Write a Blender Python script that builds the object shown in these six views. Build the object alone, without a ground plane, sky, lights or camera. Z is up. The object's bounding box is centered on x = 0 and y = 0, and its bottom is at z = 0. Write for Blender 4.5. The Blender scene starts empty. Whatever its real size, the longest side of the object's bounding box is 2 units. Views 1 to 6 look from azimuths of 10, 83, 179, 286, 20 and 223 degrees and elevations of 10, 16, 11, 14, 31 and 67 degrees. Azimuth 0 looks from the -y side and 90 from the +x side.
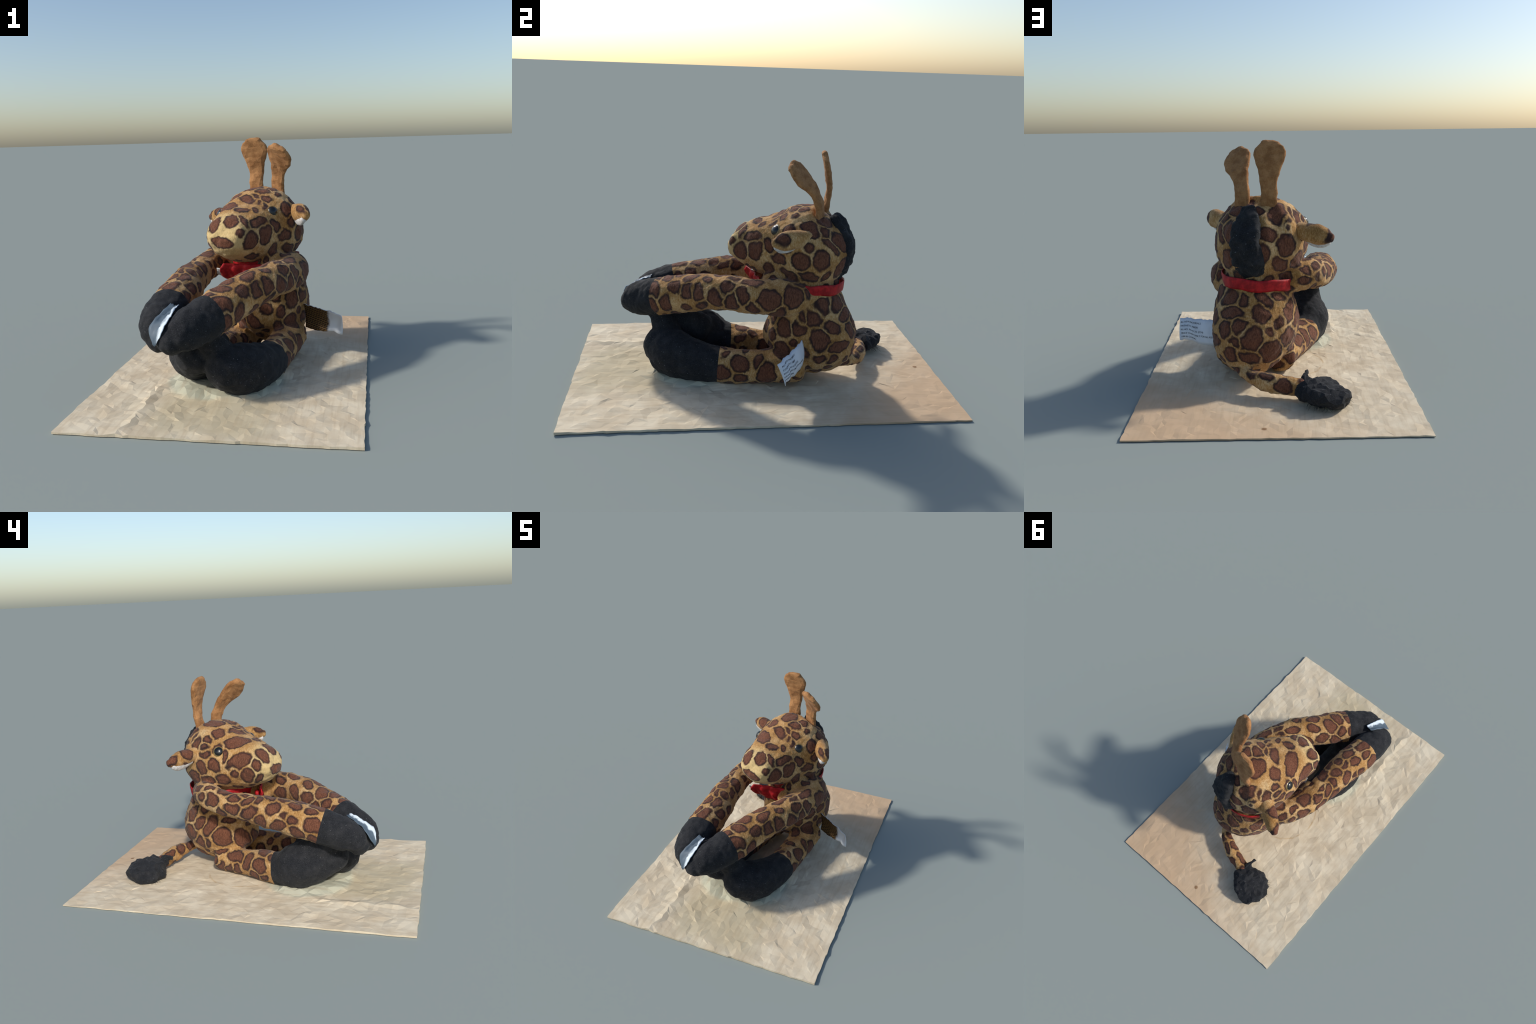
import bpy, bmesh, math, random
import numpy as np
from mathutils import Vector, Matrix, noise
from mathutils.bvhtree import BVHTree
from mathutils.kdtree import KDTree

random.seed(7)
RNG = np.random.default_rng(7)
COL = bpy.context.scene.collection


# ------------------------------------------------------------------ helpers
def unit(v):
    v = np.asarray(v, float)
    return v / (np.linalg.norm(v) + 1e-12)


def catmull(P, per):
    P = np.asarray(P, float)
    Q = np.vstack([2 * P[0] - P[1], P, 2 * P[-1] - P[-2]])
    out = []
    for i in range(1, len(Q) - 2):
        p0, p1, p2, p3 = Q[i - 1:i + 3]
        for k in range(per):
            t = k / per
            out.append(0.5 * (2 * p1 + (p2 - p0) * t + (2 * p0 - 5 * p1 + 4 * p2 - p3) * t * t + (3 * p1 - p0 - 3 * p2 + p3) * t ** 3))
    out.append(P[-1])
    return np.array(out)


def loft(stations, side, seg=40, per=6, power=2.0, caps=(0.8, 0.8)):
    """Closed body through stations (x, y, z, half_width, half_height).
    side = the direction of half_width (made square to the spine)."""
    S = catmull(stations, per)
    C, W, H = S[:, :3], S[:, 3], S[:, 4]
    T = np.gradient(C, axis=0)
    T /= np.linalg.norm(T, axis=1)[:, None]
    rings = []

    def ring(c, t, w, h):
        s = unit(side - np.dot(side, t) * t)
        u = np.cross(s, t)
        a = np.linspace(0, 2 * math.pi, seg, endpoint=False)
        ca, sa = np.cos(a), np.sin(a)
        ca = np.sign(ca) * np.abs(ca) ** (2 / power)
        sa = np.sign(sa) * np.abs(sa) ** (2 / power)
        return c + np.outer(ca * w, s) + np.outer(sa * h, u)

    side = np.asarray(side, float)
    n = 6
    if caps[0]:
        r = min(W[0], H[0]) * caps[0]
        for k in range(1, n + 1):
            a = math.pi / 2 * (1 - k / (n + 1))
            f = math.cos(a)
            rings.append(ring(C[0] - T[0] * r * math.sin(a), T[0], W[0] * f, H[0] * f))
    for i in range(len(C)):
        rings.append(ring(C[i], T[i], W[i], H[i]))
    if caps[1]:
        r = min(W[-1], H[-1]) * caps[1]
        for k in range(1, n + 1):
            a = math.pi / 2 * k / (n + 1)
            f = math.cos(a)
            rings.append(ring(C[-1] + T[-1] * r * math.sin(a), T[-1], W[-1] * f, H[-1] * f))
    V = np.vstack(rings)
    m = len(rings)
    F = []
    for i in range(m - 1):
        for j in range(seg):
            k = (j + 1) % seg
            F.append((i * seg + j, i * seg + k, (i + 1) * seg + k, (i + 1) * seg + j))
    V = np.vstack([V, rings[0].mean(0), rings[-1].mean(0)])
    a, b = len(V) - 2, len(V) - 1
    for j in range(seg):
        k = (j + 1) % seg
        F.append((a, k, j))
        F.append((b, (m - 1) * seg + j, (m - 1) * seg + k))
    return V, F


def mesh_of(name, V, F):
    me = bpy.data.meshes.new(name)
    me.from_pydata([tuple(v) for v in V], [], F)
    bm = bmesh.new()
    bm.from_mesh(me)
    bmesh.ops.recalc_face_normals(bm, faces=bm.faces)
    bm.to_mesh(me)
    bm.free()
    return me


def add(name, me, parent=None, mat=None, smooth=True):
    ob = bpy.data.objects.new(name, me)
    COL.objects.link(ob)
    if parent:
        ob.parent = parent
    if mat:
        me.materials.clear()
        me.materials.append(mat)
    if smooth is not None:
        me.polygons.foreach_set("use_smooth", [bool(smooth)] * len(me.polygons))
    return ob


def evaluated(ob):
    dg = bpy.context.evaluated_depsgraph_get()
    dg.update()
    return bpy.data.meshes.new_from_object(ob.evaluated_get(dg))


def merge(parts):
    V, F, o = [], [], 0
    for v, f in parts:
        V.append(v)
        F += [tuple(i + o for i in q) for q in f]
        o += len(v)
    return np.vstack(V), F


def remeshed(name, parts, voxel, smooth_iter, factor=0.5):
    V, F = merge(parts)
    ob = add(name, mesh_of(name, V, F))
    m = ob.modifiers.new("remesh", "REMESH")
    m.mode = "VOXEL"
    m.voxel_size = voxel
    s = ob.modifiers.new("smooth", "SMOOTH")
    s.iterations = smooth_iter
    s.factor = factor
    me = evaluated(ob)
    old = ob.data
    bpy.data.objects.remove(ob)
    bpy.data.meshes.remove(old)
    return me


def roughen(me, layers, floor=None):
    """push vertices along their normals by layered noise (scale, amount, seed)"""
    n = len(me.vertices)
    co, no = np.empty(n * 3), np.empty(n * 3)
    me.vertices.foreach_get("co", co)
    me.vertex_normals.foreach_get("vector", no)
    co, no = co.reshape(-1, 3), no.reshape(-1, 3)
    d = np.zeros(n)
    for sc, am, seed in layers:
        o = np.array((seed, seed * 1.7, -seed))
        d += am * np.array([noise.noise(p) for p in co * sc + o])
    co = co + no * d[:, None]
    if floor is not None:
        co[:, 2] = np.maximum(co[:, 2], floor)
    me.vertices.foreach_set("co", co.ravel())
    me.update()


# ------------------------------------------------------------------ materials
class Nodes:
    def __init__(self, name):
        self.mat = bpy.data.materials.new(name)
        self.mat.use_nodes = True
        self.t = self.mat.node_tree
        self.t.nodes.clear()
        self.out = self.t.nodes.new("ShaderNodeOutputMaterial")
        self.bsdf = self.t.nodes.new("ShaderNodeBsdfPrincipled")
        self.t.links.new(self.bsdf.outputs[0], self.out.inputs[0])
        tc = self.t.nodes.new("ShaderNodeTexCoord")
        self.co = tc.outputs["Object"]

    def n(self, kind, **kw):
        nd = self.t.nodes.new("ShaderNode" + kind)
        for k, v in kw.items():
            setattr(nd, k, v)
        return nd

    def put(self, sock, v):
        if isinstance(v, bpy.types.NodeSocket):
            self.t.links.new(v, sock)
        else:
            sock.default_value = v

    def math(self, op, a, b=0.0, c=0.0):
        nd = self.n("Math", operation=op)
        self.put(nd.inputs[0], a)
        self.put(nd.inputs[1], b)
        self.put(nd.inputs[2], c)
        return nd.outputs[0]

    def vmath(self, op, a, b=(0, 0, 0)):
        nd = self.n("VectorMath", operation=op)
        self.put(nd.inputs[0], a)
        self.put(nd.inputs[1], b)
        return nd.outputs["Value" if op in ("LENGTH", "DISTANCE", "DOT_PRODUCT") else "Vector"]

    def noise(self, scale, detail=2.0, rough=0.5, co=None, out="Fac", dist=0.0):
        nd = self.n("TexNoise")
        self.put(nd.inputs["Vector"], co or self.co)
        nd.inputs["Scale"].default_value = scale
        nd.inputs["Detail"].default_value = detail
        nd.inputs["Roughness"].default_value = rough
        nd.inputs["Distortion"].default_value = dist
        return nd.outputs[out]

    def mapping(self, loc=(0, 0, 0), rot=(0, 0, 0), scale=(1, 1, 1), kind="POINT", co=None):
        nd = self.n("Mapping", vector_type=kind)
        self.put(nd.inputs["Vector"], co or self.co)
        nd.inputs["Location"].default_value = loc
        nd.inputs["Rotation"].default_value = rot
        nd.inputs["Scale"].default_value = scale
        return nd.outputs[0]

    def ramp(self, fac, stops, mode="LINEAR"):
        nd = self.n("ValToRGB")
        self.put(nd.inputs[0], fac)
        cr = nd.color_ramp
        cr.interpolation = mode
        while len(cr.elements) < len(stops):
            cr.elements.new(0.5)
        for e, (p, c) in zip(cr.elements, stops):
            e.position = p
            e.color = (*c, 1) if len(c) == 3 else c
        return nd.outputs[0]

    def step(self, v, lo, hi):
        nd = self.n("MapRange", interpolation_type="SMOOTHSTEP")
        self.put(nd.inputs["Value"], v)
        nd.inputs["From Min"].default_value = lo
        nd.inputs["From Max"].default_value = hi
        return nd.outputs[0]

    def mix(self, fac, a, b, blend="MIX"):
        nd = self.n("Mix", data_type="RGBA", blend_type=blend)
        self.put(nd.inputs[0], fac)
        for s, v in ((nd.inputs[6], a), (nd.inputs[7], b)):
            self.put(s, v if isinstance(v, bpy.types.NodeSocket) else (*v, 1))
        return nd.outputs[2]

    def bump(self, h, strength, dist):
        nd = self.n("Bump")
        self.put(nd.inputs["Height"], h)
        nd.inputs["Strength"].default_value = strength
        nd.inputs["Distance"].default_value = dist
        self.put(self.bsdf.inputs["Normal"], nd.outputs[0])

    def finish(self, colour, rough=0.85, spec=0.2, sheen=0.0):
        self.put(self.bsdf.inputs["Base Color"], colour if isinstance(colour, bpy.types.NodeSocket) else (*colour, 1))
        self.put(self.bsdf.inputs["Roughness"], rough)
        self.bsdf.inputs["Specular IOR Level"].default_value = spec
        self.bsdf.inputs["Sheen Weight"].default_value = sheen
        return self.mat


TAN_A, TAN_B, TAN_C = (0.215, 0.102, 0.028), (0.385, 0.208, 0.070), (0.57, 0.395, 0.20)
BROWN_A, BROWN_B = (0.075, 0.028, 0.016), (0.19, 0.077, 0.043)
RIM = (0.030, 0.016, 0.015)


def tangent_frame(n):
    """level direction along the cloth, and the one square to it"""
    n = unit(n)
    h = np.cross((0, 0, 1.0), n)
    h = unit(h) if np.linalg.norm(h) > 0.15 else unit(np.cross((0, 1.0, 0), n))
    return h, np.cross(n, h), n


def spotted_fur(name, spots, pale_at=None):
    """tan plush with dark-rimmed brown blotches.
    spots : (centre, normal, long radius, short radius, turn in degrees)"""
    N = Nodes(name)

    def shake(scale, detail, amount):
        w = N.vmath("SUBTRACT", N.noise(scale, detail, 0.55, out="Color"), (0.5, 0.5, 0.5))
        sc = N.n("VectorMath", operation="SCALE")
        N.put(sc.inputs[0], w)
        sc.inputs["Scale"].default_value = amount
        return sc.outputs[0]

    co = N.vmath("ADD", N.vmath("ADD", N.co, shake(15, 2, 0.042)), shake(60, 4, 0.013))
    d, second = None, 9.0
    for c, nor, r1, r2, turn, *deep in spots:
        h, v, n = tangent_frame(nor)
        a = math.radians(turn)
        x = h * math.cos(a) + v * math.sin(a)
        y = np.cross(n, x)
        eul = Matrix((x, y, n)).transposed().to_euler()
        m = N.mapping(loc=tuple(c), rot=tuple(eul), scale=(r1, r2, deep[0] if deep else 0.75 * (r1 + r2) / 2 + 0.012), kind="TEXTURE", co=co)
        r = 0.35 * r1 + 0.65 * r2
        e = N.math("MULTIPLY_ADD", N.vmath("LENGTH", m), r, -r)
        if d is None:
            d = e
        else:
            second = N.math("MINIMUM", second, N.math("MAXIMUM", d, e))
            d = N.math("MINIMUM", d, e)
    if d is None:
        d = 1.0
    elif len(spots) > 1:      # neighbouring blotches keep a thin tan line between them
        d = N.math("MAXIMUM", d, N.math("MULTIPLY_ADD", N.math("SUBTRACT", second, d), -0.5, 0.0055))
    fibre = N.noise(1.0, 4, 0.65, co=N.mapping(scale=(160, 160, 55)))
    strand = N.noise(1.0, 3, 0.6, co=N.mapping(scale=(330, 330, 90)))
    patch = N.noise(8, 3, 0.6)
    f = N.math("ADD", N.math("ADD", N.math("MULTIPLY", fibre, 0.35), N.math("MULTIPLY", strand, 0.25)), N.math("MULTIPLY", patch, 0.4))
    tan = N.ramp(f, [(0.38, TAN_A), (0.49, TAN_B), (0.61, TAN_C)])
    if pale_at is not None:
        p, far = pale_at
        k = N.step(N.vmath("DISTANCE", N.co, tuple(p)), far, far * 0.45)
        tan = N.mix(N.math("MULTIPLY", k, 0.75), tan, N.mix(fibre, (0.50, 0.36, 0.15), (0.72, 0.58, 0.30)))
    brown = N.mix(N.step(N.math("ADD", N.math("MULTIPLY", fibre, 0.6), N.math("MULTIPLY", strand, 0.4)), 0.34, 0.66), BROWN_A, BROWN_B)
    rim = N.mix(N.step(N.noise(13, 2), 0.40, 0.66), RIM, (0.062, 0.026, 0.018))
    body = N.mix(N.step(N.math("ADD", d, N.math("MULTIPLY", N.math("SUBTRACT", N.noise(30, 3), 0.5), 0.014)), -0.0165, -0.0035), brown, rim)
    c = N.mix(N.step(d, -0.0040, 0.0070), body, tan)
    c = N.mix(N.math("MULTIPLY", N.step(N.noise(55, 3, 0.7), 0.56, 0.74), 0.38), c, N.mix(0.6, c, (0.02, 0.012, 0.008)))
    N.bump(N.math("ADD", fibre, N.math("MULTIPLY", N.noise(45, 4, 0.6), 1.5)), 0.5, 0.007)
    return N.finish(c, 0.9, 0.15, 0.1)


def black_felt(name):
    N = Nodes(name)
    f = N.noise(260, 3, 0.7)
    p = N.noise(18, 3, 0.6)
    c = N.mix(N.step(f, 0.35, 0.8), (0.010, 0.011, 0.013), (0.034, 0.036, 0.040))
    c = N.mix(N.math("MULTIPLY", N.step(p, 0.4, 0.75), 0.5), c, (0.04, 0.04, 0.042))
    lint = N.step(N.noise(140, 1, 0.5), 0.73, 0.78)
    c = N.mix(N.math("MULTIPLY", lint, 0.4), c, (0.3, 0.31, 0.33))
    N.bump(f, 0.3, 0.003)
    return N.finish(c, 0.92, 0.15, 0.05)


def suede(name):
    N = Nodes(name)
    p = N.noise(22, 4, 0.6)
    f = N.noise(150, 3, 0.7)
    c = N.mix(N.step(N.math("ADD", N.math("MULTIPLY", p, 0.7), N.math("MULTIPLY", f, 0.3)), 0.35, 0.65), (0.235, 0.108, 0.040), (0.40, 0.205, 0.085))
    N.bump(N.math("ADD", p, f), 0.3, 0.004)
    return N.finish(c, 0.9, 0.15, 0.05)


def plain(name, a, b, scale=30, rough=0.6, spec=0.3, bump=0.1):
    N = Nodes(name)
    p = N.noise(scale, 3, 0.6)
    c = N.mix(N.step(p, 0.35, 0.65), a, b)
    N.bump(p, bump, 0.003)
    return N.finish(c, rough, spec)


# ------------------------------------------------------------------ measurements
F_DIR = unit((-0.36, -0.93, 0.0))            # way the face looks
L_DIR = np.array((-F_DIR[1], F_DIR[0], 0.0))  # the toy's own left (+x side)
UP = np.array((0.0, 0.0, 1.0))
HEAD = np.array((0.075, 0.245, 0.745))


def head_at(f, l, u):
    return HEAD + f * F_DIR + l * L_DIR + u * UP


def head_station(f, u, w, h, l=0.0):
    return (*head_at(f, l, u), w, h)


head = loft([head_station(-0.184, 0.034, 0.072, 0.082, 0.036),
             head_station(-0.150, 0.020, 0.146, 0.146, 0.032),
             head_station(-0.075, -0.002, 0.215, 0.207, 0.020),
             head_station(0.027, -0.009, 0.231, 0.215, -0.005),
             head_station(0.122, -0.019, 0.207, 0.185, -0.012),
             head_station(0.221, -0.027, 0.177, 0.156, -0.007),
             head_station(0.311, -0.021, 0.147, 0.131, -0.009),
             head_station(0.365, -0.004, 0.122, 0.105, -0.006),
             head_station(0.394, 0.012, 0.104, 0.075, -0.006)], L_DIR, power=2.2, caps=(0.35, 0.24))

torso = loft([(0.150, 0.238, 0.068, 0.075, 0.090),
              (0.142, 0.250, 0.116, 0.148, 0.176),
              (0.128, 0.262, 0.185, 0.190, 0.245),
              (0.106, 0.270, 0.285, 0.220, 0.252),
              (0.104, 0.264, 0.380, 0.216, 0.208),
              (0.100, 0.250, 0.460, 0.195, 0.178),
              (0.090, 0.245, 0.530, 0.170, 0.175),
              (0.080, 0.245, 0.600, 0.165, 0.170)], L_DIR, caps=(0.3, 0.3))

def limb(stations, **kw):
    """round tube from (x, y, z, radius) stations"""
    return loft([(*q, q[3]) for q in stations], (1, 0, 0), **kw)


LEG_L = [(0.225, 0.188, 0.118, 0.097), (0.213, 0.031, 0.105, 0.090), (0.190, -0.120, 0.097, 0.090), (0.162, -0.257, 0.103, 0.098),
         (0.125, -0.380, 0.114, 0.117), (0.068, -0.468, 0.129, 0.126), (0.012, -0.522, 0.150, 0.108)]
LEG_R = [(-0.015, 0.222, 0.100, 0.087), (-0.071, 0.083, 0.097, 0.082), (-0.116, -0.058, 0.103, 0.091), (-0.163, -0.188, 0.106, 0.104),
         (-0.188, -0.297, 0.141, 0.134), (-0.182, -0.398, 0.176, 0.123), (-0.152, -0.485, 0.198, 0.100)]
arm_left = limb([(0.183, 0.219, 0.485, 0.087), (0.248, 0.118, 0.503, 0.097), (0.238, -0.026, 0.505, 0.093), (0.169, -0.197, 0.503, 0.093),
                 (0.055, -0.363, 0.471, 0.100), (-0.064, -0.544, 0.407, 0.104), (-0.149, -0.656, 0.368, 0.095), (-0.200, -0.689, 0.340, 0.073)], caps=(0.5, 1.0))
arm_right = limb([(-0.060, 0.290, 0.537, 0.077), (-0.166, 0.255, 0.547, 0.076), (-0.226, 0.132, 0.521, 0.075), (-0.254, -0.066, 0.502, 0.083),
                  (-0.264, -0.275, 0.465, 0.099), (-0.279, -0.480, 0.420, 0.101), (-0.292, -0.620, 0.375, 0.087), (-0.275, -0.660, 0.324, 0.058)], caps=(0.5, 1.0))
toe = limb([(-0.01, -0.490, 0.17, 0.092), (-0.045, -0.520, 0.25, 0.070), (-0.080, -0.550, 0.31, 0.058)], caps=(0.5, 0.8))     # toe pressed up against the front hooves
leg_left = merge([limb(LEG_L, caps=(0.5, 1.0)), toe])
instep = limb([(-0.18, -0.37, 0.20, 0.11), (-0.185, -0.435, 0.270, 0.093), (-0.185, -0.50, 0.325, 0.078)], caps=(0.5, 0.7))     # sole pressed up under the right fore hoof
inner_sole = limb([(-0.10, -0.31, 0.195, 0.082), (-0.11, -0.39, 0.24, 0.083), (-0.13, -0.46, 0.295, 0.076)], caps=(0.6, 0.7))
leg_right = merge([limb(LEG_R, caps=(0.5, 1.0), power=1.9), instep, inner_sole])
throat = limb([(0.05, 0.17, 0.49, 0.10), (0.025, 0.125, 0.485, 0.083), (0.01, 0.10, 0.485, 0.055)], caps=(0.6, 0.9))
chest_fill = limb([(0.10, 0.20, 0.49, 0.08), (0.145, 0.115, 0.53, 0.088), (0.155, 0.05, 0.555, 0.074)], caps=(0.6, 0.8))
inner_shoulder = limb([(0.10, 0.13, 0.485, 0.085), (0.125, 0.045, 0.49, 0.080), (0.125, -0.03, 0.495, 0.060)], caps=(0.6, 0.8))
tail = loft([(0.175, 0.42, 0.122, 0.036, 0.036),
             (0.147, 0.490, 0.100, 0.035, 0.035),
             (0.07, 0.548, 0.086, 0.04, 0.042),
             (-0.02, 0.586, 0.08, 0.042, 0.046),
             (-0.12, 0.607, 0.072, 0.044, 0.046)], (0, 1, 0), seg=24, caps=(0.5, 0.4))

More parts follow.
